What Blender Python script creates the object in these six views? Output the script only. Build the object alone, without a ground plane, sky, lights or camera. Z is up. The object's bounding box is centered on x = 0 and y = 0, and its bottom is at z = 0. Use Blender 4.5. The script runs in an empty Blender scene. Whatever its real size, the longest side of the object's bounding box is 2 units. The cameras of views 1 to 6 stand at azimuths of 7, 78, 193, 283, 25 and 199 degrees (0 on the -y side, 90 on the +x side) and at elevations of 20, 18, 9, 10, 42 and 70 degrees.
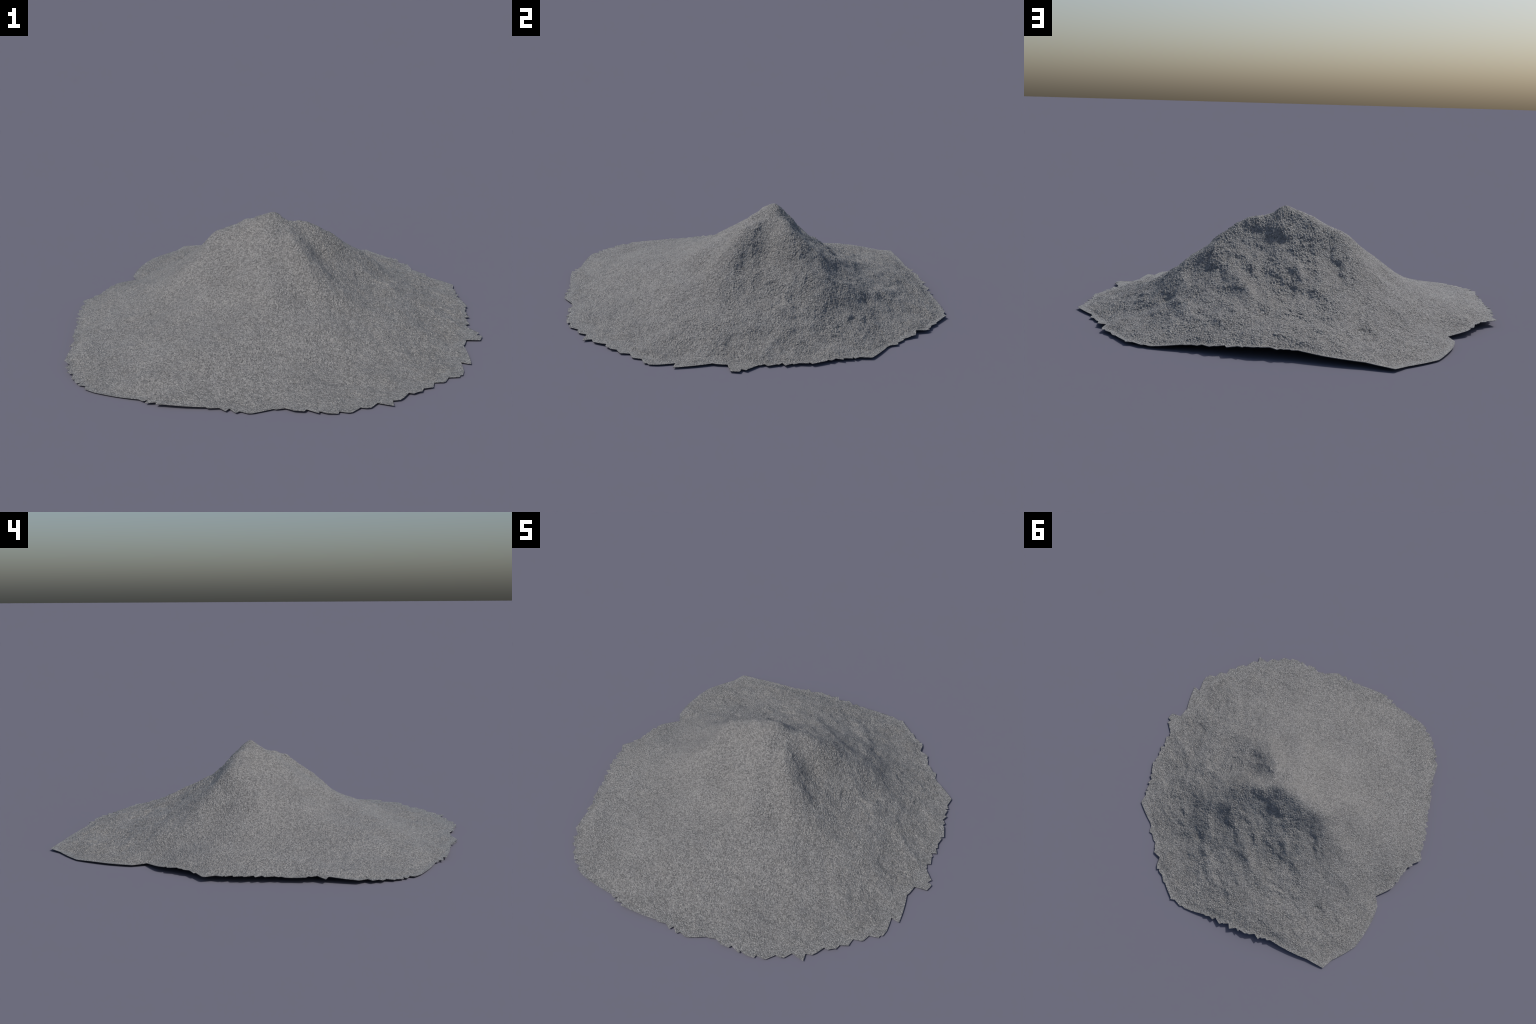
"""A heap of fine grey gravel: steep crown with two summits and radiating crests,
low concave apron, and a ragged foot.  The form is a smooth spline surface through
the heap's crests, gullies and slope profiles; relief and grains are procedural."""
import bpy, math
import numpy as np

SEED = 11
GRID = 1100                     # cells across the heap (about 1.8 mm each)

# ---------------------------------------------------------------- form lines
# Crests, gullies and slope profiles of the heap, each walked downhill (x, y, z).
FORM = {
    "west_crest": [(0.008, 0.115, 0.499), (-0.060, 0.122, 0.478), (-0.130, 0.135, 0.453), (-0.220, 0.153, 0.415), (-0.290, 0.168, 0.388), (-0.350, 0.178, 0.319), (-0.450, 0.130, 0.236), (-0.560, 0.070, 0.168), (-0.700, 0.040, 0.107), (-0.780, 0.080, 0.088), (-0.850, 0.030, 0.061)],
    "summit_saddle": [(0.040, 0.128, 0.478), (0.075, 0.137, 0.450), (0.100, 0.141, 0.447), (0.133, 0.143, 0.449), (0.180, 0.145, 0.430), (0.215, 0.160, 0.410)],
    "east_spur": [(0.260, 0.210, 0.370), (0.324, 0.268, 0.316), (0.375, 0.315, 0.257), (0.420, 0.370, 0.195), (0.460, 0.430, 0.148)],
    "east_face": [(0.270, 0.100, 0.347), (0.360, 0.140, 0.286), (0.440, 0.190, 0.243), (0.530, 0.220, 0.170), (0.640, 0.210, 0.100), (0.780, 0.200, 0.046), (0.380, 0.190, 0.290), (0.400, 0.225, 0.278)],
    "east_rib": [(0.380, 0.240, 0.282), (0.450, 0.280, 0.235), (0.510, 0.275, 0.192), (0.550, 0.370, 0.111), (0.600, 0.300, 0.106), (0.730, 0.270, 0.047), (0.550, 0.285, 0.150)],
    "front_crest": [(0.030, 0.060, 0.458), (0.070, 0.010, 0.421), (0.105, -0.030, 0.411), (0.122, -0.060, 0.411), (0.148, -0.062, 0.396), (0.170, -0.110, 0.357), (0.190, -0.165, 0.318), (0.220, -0.215, 0.271), (0.280, -0.245, 0.220), (0.360, -0.270, 0.171), (0.450, -0.290, 0.140), (0.550, -0.310, 0.103)],
    "gully": [(0.170, 0.080, 0.399), (0.130, 0.060, 0.416), (0.180, 0.035, 0.372), (0.240, 0.005, 0.306), (0.300, -0.030, 0.262), (0.370, -0.050, 0.222), (0.450, -0.100, 0.167)],
    "gully_side": [(0.300, -0.155, 0.256), (0.370, -0.210, 0.197)],
    "east_buttress": [(0.400, 0.060, 0.213), (0.460, 0.030, 0.182), (0.520, -0.050, 0.146), (0.530, 0.130, 0.150), (0.600, -0.100, 0.117), (0.700, 0.000, 0.076), (0.850, 0.000, 0.027), (0.600, 0.050, 0.128), (0.450, 0.100, 0.198), (0.670, -0.090, 0.082)],
    "southwest_face": [(-0.050, 0.030, 0.443), (-0.100, -0.050, 0.352), (-0.170, -0.140, 0.283), (-0.240, -0.240, 0.224), (-0.220, -0.330, 0.176), (-0.330, -0.350, 0.160), (-0.450, -0.500, 0.096), (-0.570, -0.650, 0.045), (-0.660, -0.770, 0.016), (-0.120, -0.170, 0.283), (-0.160, -0.380, 0.172)],
    "south_face": [(0.000, -0.030, 0.421), (-0.020, -0.120, 0.346), (-0.040, -0.220, 0.275), (-0.060, -0.330, 0.208), (-0.080, -0.450, 0.168), (-0.100, -0.600, 0.119), (-0.120, -0.750, 0.062), (-0.140, -0.880, 0.018)],
    "south_rib": [(0.040, -0.090, 0.368), (0.030, -0.200, 0.299), (0.010, -0.270, 0.268), (0.070, -0.310, 0.240)],
    "south_southwest_apron": [(-0.200, -0.620, 0.112), (-0.330, -0.660, 0.088), (-0.300, -0.800, 0.043)],
    "front_slope": [(0.080, -0.060, 0.389), (0.090, -0.150, 0.323), (0.200, -0.280, 0.213), (0.120, -0.410, 0.176), (0.180, -0.490, 0.126), (0.070, -0.650, 0.070), (0.200, -0.600, 0.076), (0.180, -0.750, 0.035), (0.180, -0.900, 0.010), (0.140, -0.270, 0.231), (0.250, -0.430, 0.145), (0.110, -0.460, 0.158)],
    "west_southwest_face": [(-0.200, 0.030, 0.362), (-0.290, -0.050, 0.301), (-0.380, -0.120, 0.219), (-0.500, -0.200, 0.141), (-0.530, -0.300, 0.108), (-0.650, -0.280, 0.086), (-0.800, -0.350, 0.046), (-0.330, -0.190, 0.213), (-0.780, -0.430, 0.041)],
    "west_face": [(-0.330, 0.080, 0.338), (-0.410, -0.020, 0.262), (-0.470, -0.050, 0.211), (-0.540, 0.000, 0.179), (-0.480, 0.180, 0.198), (-0.550, 0.180, 0.162), (-0.620, -0.010, 0.134)],
    "southeast_apron": [(0.300, -0.360, 0.152), (0.400, -0.500, 0.080), (0.520, -0.640, 0.030), (0.570, -0.530, 0.041), (0.620, -0.720, 0.011)],
    "south_southeast_apron": [(0.300, -0.550, 0.077), (0.360, -0.720, 0.025), (0.380, -0.880, 0.008)],
    "east_southeast_apron": [(0.620, -0.300, 0.077), (0.750, -0.380, 0.031), (0.640, -0.480, 0.043), (0.850, -0.420, 0.012)],
    "north_gully": [(0.080, 0.250, 0.347), (0.035, 0.217, 0.398), (-0.007, 0.239, 0.380), (-0.040, 0.300, 0.325), (-0.100, 0.380, 0.249), (-0.128, 0.400, 0.232), (-0.130, 0.455, 0.190)],
    "north_rib": [(0.141, 0.202, 0.385), (0.130, 0.280, 0.320), (0.160, 0.370, 0.268), (0.100, 0.360, 0.276), (0.067, 0.430, 0.236), (0.100, 0.520, 0.190), (0.130, 0.600, 0.147), (0.130, 0.700, 0.107), (0.120, 0.820, 0.076), (0.100, 0.920, 0.051)],
    "northwest_face": [(-0.070, 0.200, 0.415), (-0.120, 0.246, 0.370), (-0.192, 0.246, 0.335), (-0.240, 0.205, 0.364), (-0.282, 0.271, 0.279), (-0.350, 0.230, 0.298), (-0.330, 0.310, 0.243), (-0.370, 0.350, 0.212), (-0.450, 0.430, 0.151), (-0.590, 0.460, 0.100), (-0.560, 0.580, 0.063), (-0.680, 0.720, 0.021), (-0.650, 0.900, 0.008)],
    "north_northwest_face": [(-0.250, 0.400, 0.200), (-0.230, 0.540, 0.137), (-0.300, 0.520, 0.146), (-0.360, 0.590, 0.120), (-0.413, 0.740, 0.061), (-0.440, 0.880, 0.043), (-0.260, 0.600, 0.111)],
    "north_apron": [(-0.060, 0.460, 0.187), (-0.030, 0.600, 0.147), (-0.100, 0.580, 0.138), (-0.127, 0.698, 0.107), (-0.150, 0.840, 0.080), (-0.378, 0.870, 0.055)],
    "west_northwest_face": [(-0.400, 0.250, 0.261), (-0.470, 0.270, 0.210), (-0.520, 0.360, 0.151), (-0.600, 0.330, 0.120), (-0.720, 0.380, 0.042), (-0.450, 0.350, 0.186)],
    "northeast_hollow": [(0.260, 0.350, 0.274), (0.330, 0.430, 0.194), (0.350, 0.500, 0.158), (0.434, 0.510, 0.114), (0.477, 0.629, 0.062), (0.560, 0.620, 0.036), (0.450, 0.570, 0.090)],
    "north_northeast_face": [(0.210, 0.300, 0.306), (0.230, 0.420, 0.239), (0.280, 0.550, 0.145), (0.260, 0.610, 0.129), (0.300, 0.700, 0.085), (0.480, 0.760, 0.030), (0.330, 0.850, 0.041), (0.220, 0.560, 0.150)],
    "east_northeast_apron": [(0.560, 0.460, 0.081), (0.607, 0.381, 0.083), (0.650, 0.500, 0.039), (0.720, 0.370, 0.044), (0.800, 0.360, 0.027), (0.580, 0.510, 0.054)],
}
# Foot of the heap: direction (degrees from +x), reach, height of the lifted edge.
FOOT = [(-92.0, 0.981, 0.003), (-89.1, 0.992, 0.002), (-84.1, 0.958, 0.003), (-81.4, 0.959, 0.005), (-79.5, 0.988, 0.009), (-73.7, 1.008, 0.006), (-72.3, 1.029, 0.005), (-69.4, 1.025, 0.003), (-67.6, 1.046, 0.002), (-64.3, 1.025, 0.003), (-63.2, 1.039, 0.003), (-59.9, 1.021, 0.004), (-57.4, 1.073, 0.004), (-56.4, 1.034, 0.004), (-54.8, 1.047, 0.005), (-51.1, 1.020, 0.006), (-48.9, 1.039, 0.006), (-44.1, 1.036, 0.003), (-42.7, 1.019, 0.002), (-40.5, 1.048, 0.002), (-38.4, 1.035, 0.002), (-35.8, 1.061, 0.002), (-33.4, 1.055, 0.002), (-29.6, 1.007, 0.003), (-29.1, 1.052, 0.003), (-20.3, 0.961, 0.006), (-16.1, 0.958, 0.005), (-15.0, 1.019, 0.003), (-10.6, 0.994, 0.006), (-7.7, 0.946, 0.004), (1.7, 0.943, 0.007), (8.9, 0.963, 0.010), (12.0, 0.950, 0.011), (21.3, 0.975, 0.008), (24.3, 1.006, 0.006), (33.1, 0.957, 0.004), (34.7, 0.955, 0.004), (38.0, 0.960, 0.004), (41.7, 0.956, 0.003), (44.4, 0.973, 0.009), (48.4, 0.966, 0.015), (50.5, 1.004, 0.011), (58.2, 1.022, 0.008), (63.8, 1.052, 0.010), (70.7, 1.033, 0.006), (77.5, 0.990, 0.022), (85.1, 0.978, 0.030), (95.5, 0.985, 0.042), (104.4, 0.997, 0.038), (109.9, 1.045, 0.028), (117.4, 1.113, 0.020), (122.0, 1.182, 0.008), (125.4, 1.145, 0.003), (134.2, 1.111, 0.002), (138.4, 1.069, 0.006), (143.8, 1.015, 0.006), (148.9, 0.959, 0.006), (151.2, 0.899, 0.010), (158.2, 0.936, 0.022), (164.6, 0.928, 0.030), (171.3, 0.951, 0.024), (174.1, 0.990, 0.022), (179.8, 0.963, 0.026), (184.6, 0.962, 0.028), (193.2, 0.949, 0.026), (198.2, 0.965, 0.022), (204.6, 0.972, 0.028), (206.4, 1.004, 0.019), (207.4, 0.990, 0.026), (212.8, 1.044, 0.018), (219.0, 1.069, 0.012), (223.5, 1.085, 0.006), (231.5, 1.086, 0.003), (236.3, 1.056, 0.002), (242.7, 1.018, 0.004), (249.6, 1.020, 0.012), (259.6, 0.978, 0.008)]

# Fronts of small slides on the churned shaded side: place, half width, drop.
SLIDES = [(-0.282, 0.271, 0.035, 0.012), (-0.315, 0.337, 0.035, 0.010), (-0.369, 0.344, 0.025, 0.009), (0.035, 0.217, 0.030, 0.012),
          (-0.007, 0.239, 0.025, 0.009), (0.135, 0.184, 0.045, 0.010), (0.076, 0.429, 0.030, 0.010), (-0.118, 0.407, 0.035, 0.010),
          (-0.113, 0.452, 0.040, 0.012), (0.434, 0.499, 0.020, 0.009), (0.469, 0.469, 0.020, 0.010), (0.464, 0.636, 0.022, 0.007),
          (0.364, 0.602, 0.018, 0.006), (0.602, 0.386, 0.025, 0.009), (0.590, 0.460, 0.025, 0.008), (-0.117, 0.696, 0.035, 0.008),
          (-0.256, 0.632, 0.025, 0.006), (-0.305, 0.657, 0.020, 0.006), (0.130, 0.782, 0.030, 0.006), (0.084, 0.703, 0.020, 0.005),
          (0.236, 0.758, 0.025, 0.006), (-0.414, 0.735, 0.016, 0.007), (-0.378, 0.862, 0.025, 0.007), (-0.292, 0.860, 0.020, 0.006),
          (0.335, 0.310, 0.045, 0.013), (0.717, 0.074, 0.014, 0.005), (0.564, -0.008, 0.016, 0.007), (0.271, -0.113, 0.030, 0.010),
          (0.130, 0.004, 0.020, 0.008), (0.066, 0.610, 0.020, 0.005), (0.327, 0.772, 0.020, 0.005), (-0.225, 0.497, 0.030, 0.006)]

# Low ribs running down the shaded face between the slides.
RIBS = [[(0.300, 0.300), (0.220, 0.400), (0.130, 0.500), (0.050, 0.590)], [(0.000, 0.310), (-0.030, 0.420), (-0.055, 0.520), (-0.040, 0.640)],
        [(-0.200, 0.310), (-0.250, 0.440), (-0.210, 0.570)], [(0.420, 0.300), (0.400, 0.420), (0.380, 0.560), (0.290, 0.680)],
        [(0.170, -0.050), (0.235, -0.060), (0.320, -0.100)]]

# ---------------------------------------------------------------- noise tools
def hash01(i, j, k):
    """Repeatable random number in 0..1 for every integer cell."""
    h = (i.astype(np.int64) * 374761393 + j.astype(np.int64) * 668265263 + int(k) * 2147483647 + SEED * 974711) & 0xFFFFFFFF
    h = ((h ^ (h >> 13)) * 1274126177) & 0xFFFFFFFF
    h = ((h ^ (h >> 16)) * 2246822519) & 0xFFFFFFFF
    return (h ^ (h >> 15)).astype(np.float64) / 4294967296.0


def gradient_noise(x, y, k):
    """Perlin noise, about -1..1."""
    i, j = np.floor(x), np.floor(y)
    fx, fy = x - i, y - j
    u, v = fx ** 3 * (fx * (fx * 6 - 15) + 10), fy ** 3 * (fy * (fy * 6 - 15) + 10)

    def corner(a, b):
        t = hash01(i + a, j + b, k) * 2 * np.pi
        return np.cos(t) * (fx - a) + np.sin(t) * (fy - b)
    top = corner(0, 0) * (1 - u) + corner(1, 0) * u
    low = corner(0, 1) * (1 - u) + corner(1, 1) * u
    return (top * (1 - v) + low * v) * 1.5


def fractal(x, y, k, octaves=3, gain=0.5):
    total, amp = 0.0, 1.0
    for o in range(octaves):
        total = total + amp * gradient_noise(x * 2 ** o + 17.3 * o, y * 2 ** o - 9.1 * o, k + o)
        amp *= gain
    return total


def grain_field(x, y, k):
    """Height of a layer of packed pebbles one unit across (0..1), from jittered cells."""
    i, j = np.floor(x), np.floor(y)
    best = np.full(x.shape, -1.0)
    for a in (-1, 0, 1):
        for b in (-1, 0, 1):
            ci, cj = i + a, j + b
            px, py = ci + hash01(ci, cj, k), cj + hash01(ci, cj, k + 1)
            size = 0.45 + 0.45 * hash01(ci, cj, k + 2)
            ang = hash01(ci, cj, k + 3) * np.pi
            dx, dy = x - px, y - py
            ca, sa = np.cos(ang), np.sin(ang)
            ax, ay = (dx * ca + dy * sa) * 0.9, (-dx * sa + dy * ca) * 1.12
            tilt = (hash01(ci, cj, k + 4) - 0.5) * 0.9 * ax + (hash01(ci, cj, k + 5) - 0.5) * 0.9 * ay
            best = np.maximum(best, size - (ax * ax + ay * ay) / size * 0.9 + tilt)
    return np.clip(best, 0.0, 1.2)


def smoothstep(a, b, t):
    t = np.clip((t - a) / (b - a), 0, 1)
    return t * t * (3 - 2 * t)

# ---------------------------------------------------------------- foot line
rng = np.random.default_rng(SEED)
foot_a = np.radians([f[0] for f in FOOT])
foot_r = np.array([f[1] for f in FOOT])
foot_z = np.array([f[2] for f in FOOT])
foot_a, o = np.unique(foot_a % (2 * np.pi), return_index=True)
foot_r, foot_z = foot_r[o], foot_z[o]

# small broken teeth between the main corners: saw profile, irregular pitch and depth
fine_a, fine_r = [], []
for n in range(len(foot_a)):
    a0, r0 = foot_a[n], foot_r[n]
    a1, r1 = foot_a[(n + 1) % len(foot_a)], foot_r[(n + 1) % len(foot_a)]
    if a1 < a0:
        a1 += 2 * np.pi
    fine_a.append(a0); fine_r.append(r0)
    mid = math.degrees(0.5 * (a0 + a1)) % 360
    wear = 0.6 if 112 < mid < 150 else 1.0                   # less broken where it thins out evenly
    count = int((a1 - a0) / 0.038) if abs(r1 - r0) < 0.03 else 0
    edges = np.linspace(0, 1, count + 1)
    if count > 1:
        edges[1:-1] += rng.uniform(-0.32, 0.32, count - 1) / count                 # uneven pitch
    for m in range(count):
        bite = wear * rng.choice([0.005, 0.011, 0.018, 0.028], p=[0.12, 0.3, 0.36, 0.22])
        lean = rng.choice([rng.uniform(0.12, 0.35), rng.uniform(0.65, 0.9)])       # saw tooth leaning either way
        f0, f1 = edges[m], edges[m + 1]
        bite = min(bite, 0.6 * (f1 - f0) * (a1 - a0))                             # no needle teeth
        tip = f0 + (f1 - f0) * lean
        if m:
            fine_a.append(a0 + (a1 - a0) * f0); fine_r.append(r0 + (r1 - r0) * f0 - 0.5 * bite)
        fine_a.append(a0 + (a1 - a0) * tip); fine_r.append(r0 + (r1 - r0) * tip + 0.55 * bite)
fine_a, fine_r = np.array(fine_a), np.array(fine_r)
o = np.argsort(fine_a % (2 * np.pi)); fine_a, fine_r = (fine_a % (2 * np.pi))[o], fine_r[o]


def foot_reach(a):
    return np.interp(a % (2 * np.pi), fine_a, fine_r, period=2 * np.pi)


def foot_height(a):
    return np.interp(a % (2 * np.pi), foot_a, foot_z, period=2 * np.pi)


probe = np.linspace(0, 2 * np.pi, 720, endpoint=False)
kernel = np.hanning(45); kernel /= kernel.sum()
soft = np.convolve(np.tile(foot_reach(probe), 3), kernel, "same")[720:1440]


def foot_soft(a):
    return np.interp(a % (2 * np.pi), probe, soft, period=2 * np.pi)

# ---------------------------------------------------------------- spline surface through the form lines
marks = np.array([p for line in FORM.values() for p in line] +
                 [(r * math.cos(a), r * math.sin(a), z + 0.002) for a, r, z in zip(foot_a, foot_r, foot_z)])


def bend(d2):                       # thin-plate kernel, softened by a conical term for sharp summits
    d = np.sqrt(d2)
    return np.where(d2 > 1e-14, d2 * np.log(d + 1e-9), 0.0) - 0.02 * d


def solve_spline(P):
    n = len(P)
    K = bend(((P[:, None, :2] - P[None, :, :2]) ** 2).sum(2)) + np.eye(n) * 2e-6
    T = np.c_[np.ones(n), P[:, :2]]
    M = np.block([[K, T], [T.T, np.zeros((3, 3))]])
    return np.linalg.solve(M, np.r_[P[:, 2], 0, 0, 0])


weights = solve_spline(marks)


def heap_form(x, y):
    out = weights[-3] + weights[-2] * x + weights[-1] * y
    for n, p in enumerate(marks):
        out = out + weights[n] * bend((x - p[0]) ** 2 + (y - p[1]) ** 2)
    return out

# ---------------------------------------------------------------- mesh grid: a square wrapped onto the foot line
t = np.linspace(-1, 1, GRID + 1)
gx, gy = np.meshgrid(t, t)
sx = gx * np.sqrt(1 - gy ** 2 / 2)
sy = gy * np.sqrt(1 - gx ** 2 / 2)
s = np.hypot(sx, sy)
ang = np.arctan2(sy, sx)
edge_soft = foot_soft(ang)
reach = s * (edge_soft + (foot_reach(ang) - edge_soft) * s ** 7)
X, Y = reach * np.cos(ang), reach * np.sin(ang)

# smooth form on a coarse lattice, then bicubic-free refinement through the spline itself
Z = np.empty_like(X)
for r in range(0, GRID + 1, 60):
    Z[r:r + 60] = heap_form(X[r:r + 60], Y[r:r + 60])

# ---------------------------------------------------------------- relief: runnels, slumps, footprints of slides
away = np.hypot(X - 0.03, Y - 0.1)
bearing = np.arctan2(Y - 0.1, X - 0.03)
rough_side = smoothstep(-0.75, 0.35, np.cos(bearing - math.radians(50)))     # north and east are churned, southwest is raked smooth
on_slope = smoothstep(0.01, 0.13, away) * smoothstep(0.0, 0.09, 1 - s)
warp_x, warp_y = X + 0.03 * gradient_noise(X * 7, Y * 7, 60), Y + 0.03 * gradient_noise(X * 7, Y * 7, 61)
slump = fractal(warp_x * 5.5, warp_y * 5.5, 70, 4, 0.5)
lean = 55 / 57.3                                     # folds lie across the direction the face leans
along, over = -warp_x * math.sin(lean) + warp_y * math.cos(lean), warp_x * math.cos(lean) + warp_y * math.sin(lean)
folds = fractal(along * 5 + 0.6 * slump, over * 10, 110, 3, 0.5)
folds = np.where(folds > 0, folds, 0.45 * folds)
relief = on_slope * ((0.0050 * rough_side + 0.0062) * slump + (0.0052 * rough_side + 0.0010) * folds)
# slump lobes: each slide of gravel swells gently downhill and stops at an abrupt front
lobes = [(x, y, w * 1.4, w * 2.2, h, 55 + rng.normal(0, 16)) for x, y, w, h in SLIDES]
for n in range(90):
    b = 50 + math.degrees(rng.normal(0, 1.1))
    d = rng.uniform(0.12, 0.85)
    calm = 1.0 if math.cos(math.radians(b - 50)) > 0.1 else 0.8
    lobes.append((0.03 + d * math.cos(math.radians(b)), 0.1 + d * math.sin(math.radians(b)),
                  rng.uniform(0.014, 0.05), rng.uniform(0.02, 0.08), calm * rng.uniform(0.0015, 0.005), 0.5 * (b if calm > 0.9 else 2 * b - 50) + 28 + rng.normal(0, 18)))
for n, (cx, cy, wide, long_, high, heading) in enumerate(lobes):
    b = math.radians(heading)
    near = (np.abs(X - cx) < 0.2) & (np.abs(Y - cy) < 0.2)
    lx, ly = X[near] - cx, Y[near] - cy
    down, across = lx * math.cos(b) + ly * math.sin(b), -lx * math.sin(b) + ly * math.cos(b)
    wob = 0.45 * wide * gradient_noise(across / wide * 1.3, down / wide * 0.6, 300 + n)
    front = down + 0.25 * across ** 2 / wide + wob
    body = smoothstep(-long_, 0, front) * (1 - smoothstep(0, 0.012 + 0.25 * wide, front)) * np.exp(-(across / wide) ** 4)
    hollow = np.exp(-((front - 0.014 - 0.3 * wide) / (0.012 + 0.3 * wide)) ** 2 - (across / wide) ** 2)
    relief[near] += 1.1 * high * (0.7 * body - 0.22 * hollow) * on_slope[near]
for k, rib in enumerate(RIBS):
    dist = np.full(X.shape, 9.0)
    for (ax, ay), (bx, by) in zip(rib[:-1], rib[1:]):
        f = np.clip(((warp_x - ax) * (bx - ax) + (warp_y - ay) * (by - ay)) / ((bx - ax) ** 2 + (by - ay) ** 2), 0, 1)
        dist = np.minimum(dist, np.hypot(warp_x - ax - f * (bx - ax), warp_y - ay - f * (by - ay)))
    relief += (-0.004 if k == 4 else 0.0075) * np.exp(-(dist / 0.027) ** 2) - (0.0 if k == 4 else 0.003) * np.exp(-((dist - 0.06) / 0.03) ** 2)
relief += 0.0022 * fractal(X * 26, Y * 26, 100, 2) * (0.35 + 0.65 * rough_side)
relief += 0.0036 * fractal(X * 13, Y * 13, 120, 3) * smoothstep(0.5, 0.15, away)          # knobbly crown
Z = Z + relief

# rim follows the lifted edge
lip = foot_height(ang) + 0.003
Z = Z + (lip - Z) * smoothstep(0.93, 1.0, s) ** 1.5

# ---------------------------------------------------------------- grains
def slopes(Z):
    xu, xv = np.gradient(X, axis=1), np.gradient(X, axis=0)
    yu, yv = np.gradient(Y, axis=1), np.gradient(Y, axis=0)
    zu, zv = np.gradient(Z, axis=1), np.gradient(Z, axis=0)
    nx, ny, nz = yu * zv - zu * yv, zu * xv - xu * zv, xu * yv - yu * xv
    length = np.sqrt(nx ** 2 + ny ** 2 + nz ** 2) + 1e-12
    return nx / length, ny / length, nz / length


nx, ny, nz = slopes(Z)
grain = grain_field(X / 0.0062, Y / 0.0062, 200) * 0.8 + grain_field(X / 0.0105 + 3.7, Y / 0.0105, 230) * 0.45
patchy = 0.65 + 0.55 * smoothstep(-0.5, 0.7, fractal(X * 9, Y * 9, 150, 2))       # coarse and fine patches
lift = (grain - grain.mean() - 0.3) * 0.0038 * patchy * (0.85 + 0.45 * rough_side)
keep = smoothstep(0.0, 0.015, 1 - s)
PX, PY = X + nx * lift * keep, Y + ny * lift * keep
PZ = Z + nz * lift * keep
base_floor = foot_height(ang) * s ** 2
PZ = np.maximum(PZ, base_floor + 0.003)

# ---------------------------------------------------------------- materials
def gravel_material(name, grain_scale, darker=1.0):
    mat = bpy.data.materials.new(name)
    mat.use_nodes = True
    nt = mat.node_tree
    nt.nodes.clear()
    N, L = nt.nodes.new, nt.links.new
    out = N("ShaderNodeOutputMaterial")
    bsdf = N("ShaderNodeBsdfPrincipled")
    L(bsdf.outputs[0], out.inputs[0])
    co = N("ShaderNodeTexCoord")
    # every stone its own grey
    cell = N("ShaderNodeTexVoronoi"); cell.feature = "F1"
    cell.inputs["Scale"].default_value = grain_scale
    L(co.outputs["Object"], cell.inputs["Vector"])
    tone = N("ShaderNodeValToRGB")
    c = tone.color_ramp
    c.elements[0].position, c.elements[0].color = 0.0, (0.131 * darker, 0.131 * darker, 0.131 * darker, 1)
    c.elements[1].position, c.elements[1].color = 1.0, (0.320 * darker, 0.319 * darker, 0.312 * darker, 1)
    e = c.elements.new(0.5); e.color = (0.218 * darker, 0.218 * darker, 0.216 * darker, 1)
    sep = N("ShaderNodeSeparateColor")
    L(cell.outputs["Color"], sep.inputs[0])
    L(sep.outputs[0], tone.inputs[0])
    # fine dust speckle
    speck = N("ShaderNodeTexNoise")
    speck.inputs["Scale"].default_value = grain_scale * 2.2
    speck.inputs["Detail"].default_value = 3
    L(co.outputs["Object"], speck.inputs["Vector"])
    dust = N("ShaderNodeMapRange")
    dust.inputs[1].default_value, dust.inputs[2].default_value = 0.3, 0.7
    dust.inputs[3].default_value, dust.inputs[4].default_value = 0.82, 1.18
    L(speck.outputs[0], dust.inputs[0])
    # broad damp and dry patches
    patch = N("ShaderNodeTexNoise")
    patch.inputs["Scale"].default_value = 5.0
    patch.inputs["Detail"].default_value = 4
    L(co.outputs["Object"], patch.inputs["Vector"])
    damp = N("ShaderNodeMapRange")
    damp.inputs[1].default_value, damp.inputs[2].default_value = 0.35, 0.65
    damp.inputs[3].default_value, damp.inputs[4].default_value = 0.95, 1.05
    L(patch.outputs[0], damp.inputs[0])
    both = N("ShaderNodeMath"); both.operation = "MULTIPLY"
    L(dust.outputs[0], both.inputs[0]); L(damp.outputs[0], both.inputs[1])
    mix = N("ShaderNodeVectorMath"); mix.operation = "SCALE"
    L(tone.outputs[0], mix.inputs[0]); L(both.outputs[0], mix.inputs["Scale"])
    L(mix.outputs[0], bsdf.inputs["Base Color"])
    bsdf.inputs["Roughness"].default_value = 0.38
    bsdf.inputs["Specular IOR Level"].default_value = 0.5
    facet = N("ShaderNodeTexVoronoi"); facet.feature = "F1"
    facet.inputs["Scale"].default_value = grain_scale * 0.9
    L(co.outputs["Object"], facet.inputs["Vector"])
    rough = N("ShaderNodeMath"); rough.operation = "MULTIPLY_ADD"
    rough.inputs[1].default_value = -1.0
    L(facet.outputs["Distance"], rough.inputs[0]); L(speck.outputs[0], rough.inputs[2])
    bump = N("ShaderNodeBump")
    bump.inputs["Strength"].default_value = 1.0
    bump.inputs["Distance"].default_value = 0.0045
    L(rough.outputs[0], bump.inputs["Height"])
    L(bump.outputs[0], bsdf.inputs["Normal"])
    return mat


gravel = gravel_material("packed_gravel", 190.0)

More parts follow.
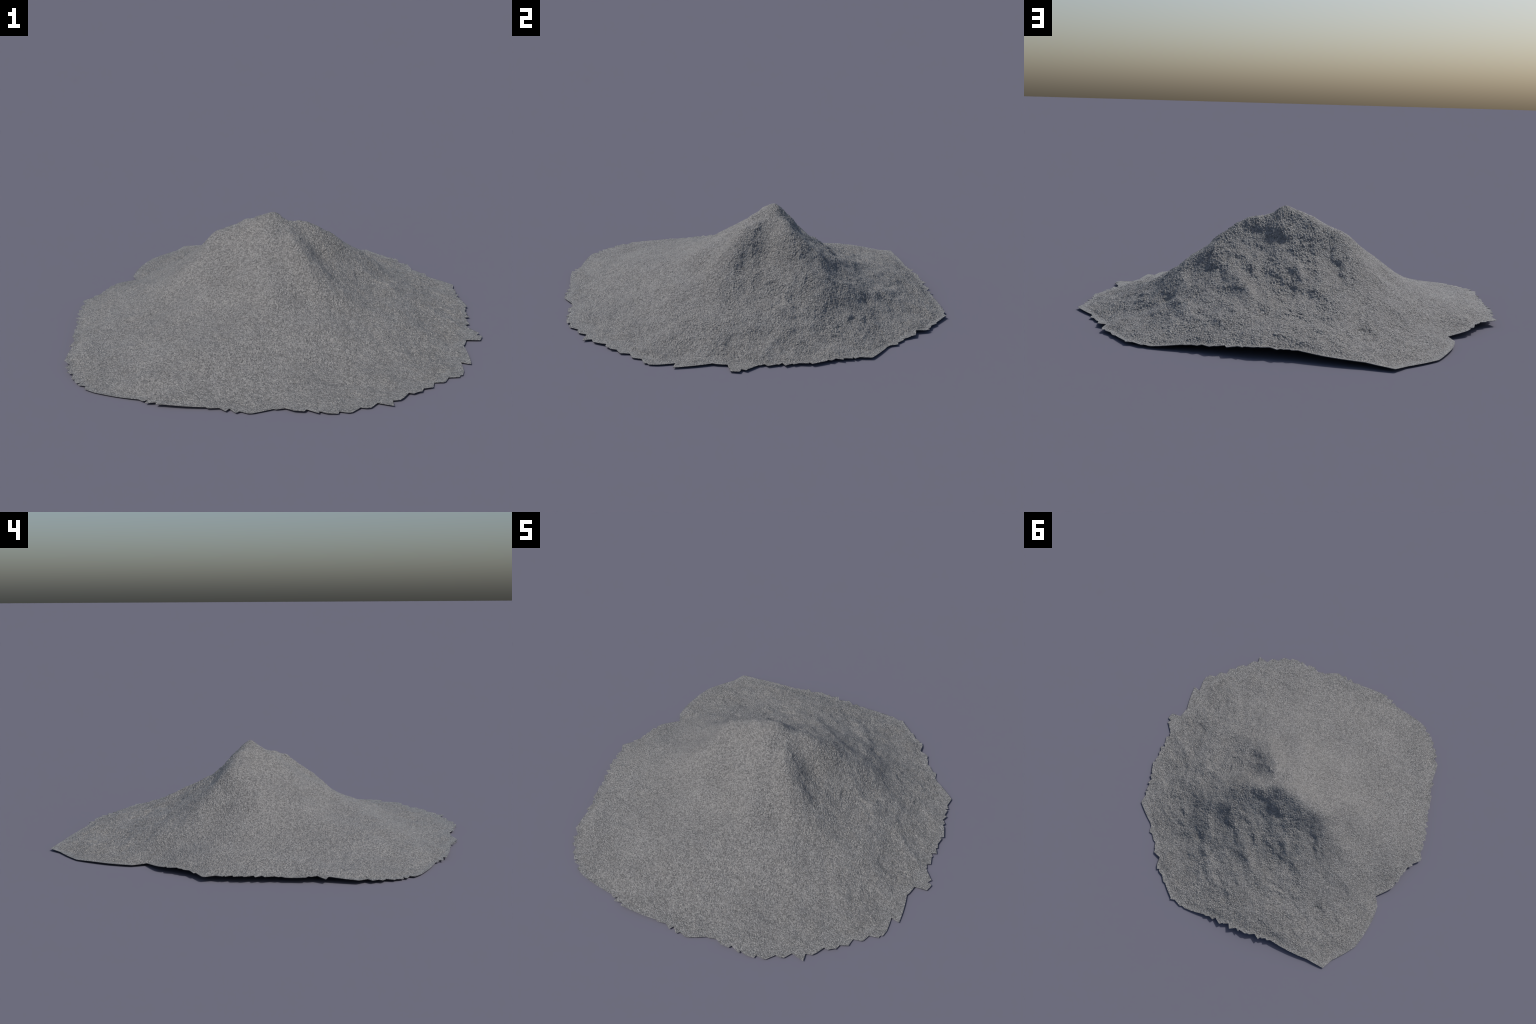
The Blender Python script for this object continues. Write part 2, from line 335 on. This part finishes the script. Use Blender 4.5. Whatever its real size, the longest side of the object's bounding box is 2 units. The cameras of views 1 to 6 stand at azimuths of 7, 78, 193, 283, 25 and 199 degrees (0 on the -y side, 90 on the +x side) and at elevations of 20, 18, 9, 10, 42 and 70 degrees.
# ---------------------------------------------------------------- build meshes
def make_mesh(name, verts, quads, mat, smooth=True):
    me = bpy.data.meshes.new(name)
    me.vertices.add(len(verts))
    me.vertices.foreach_set("co", np.ascontiguousarray(verts, np.float32).ravel())
    k = quads.shape[1]
    me.loops.add(quads.size)
    me.loops.foreach_set("vertex_index", np.ascontiguousarray(quads, np.int32).ravel())
    me.polygons.add(len(quads))
    me.polygons.foreach_set("loop_start", np.arange(0, quads.size, k, dtype=np.int32))
    me.polygons.foreach_set("use_smooth", np.full(len(quads), smooth))
    me.materials.append(mat)
    me.update(calc_edges=True)
    me.validate()
    ob = bpy.data.objects.new(name, me)
    bpy.context.scene.collection.objects.link(ob)
    return ob


W = GRID + 1
idx = np.arange(W * W).reshape(W, W)
top = np.stack([idx[:-1, :-1], idx[:-1, 1:], idx[1:, 1:], idx[1:, :-1]], -1).reshape(-1, 4)
rim = np.r_[idx[0, :-1], idx[:-1, -1], idx[-1, :0:-1], idx[:0:-1, 0]]
verts = [np.c_[PX.ravel(), PY.ravel(), PZ.ravel()]]
# underside: a thin broken lip, then a gently sagging floor that meets the ground
rx, ry = PX.ravel()[rim], PY.ravel()[rim]
ra = np.arctan2(ry, rx)
quads = [top]
prev, nv = rim, W * W
nxt = lambda r: np.roll(r, -1)
for f in (0.997, 0.95, 0.85, 0.7, 0.45, 0.2, 0.02):
    z = foot_height(ra) * f ** 2
    verts.append(np.c_[rx * f, ry * f, z])
    ring = np.arange(nv, nv + len(rim)); nv += len(rim)
    quads.append(np.stack([prev, ring, nxt(ring), nxt(prev)], -1))
    prev = ring
verts = np.vstack(verts)
verts[:, 2] -= verts[:, 2].min()
quads = np.vstack(quads)

# one smooth surface, then parted into the steep crown and the spread apron with its underside
whole = make_mesh("whole", verts, quads, gravel)
normals = np.empty(len(verts) * 3, np.float32)
whole.data.vertex_normals.foreach_get("vector", normals)
normals = normals.reshape(-1, 3)
middle = verts[quads].mean(1)
is_crown = np.zeros(len(quads), bool)
is_crown[:len(top)] = middle[:len(top), 2] > 0.165
bpy.data.objects.remove(whole)

pile = bpy.data.objects.new("gravel_pile", None)
bpy.context.scene.collection.objects.link(pile)
pile["label"] = "steep grey heap of fine gravel with ragged spread foot"
pile["category"] = "gravel pile"
for name, chosen in (("crown", is_crown), ("apron", ~is_crown)):
    used, where = np.unique(quads[chosen], return_inverse=True)
    part = make_mesh(name, verts[used], where.reshape(-1, 4), gravel)
    part.data.normals_split_custom_set_from_vertices(normals[used])
    part.parent = pile
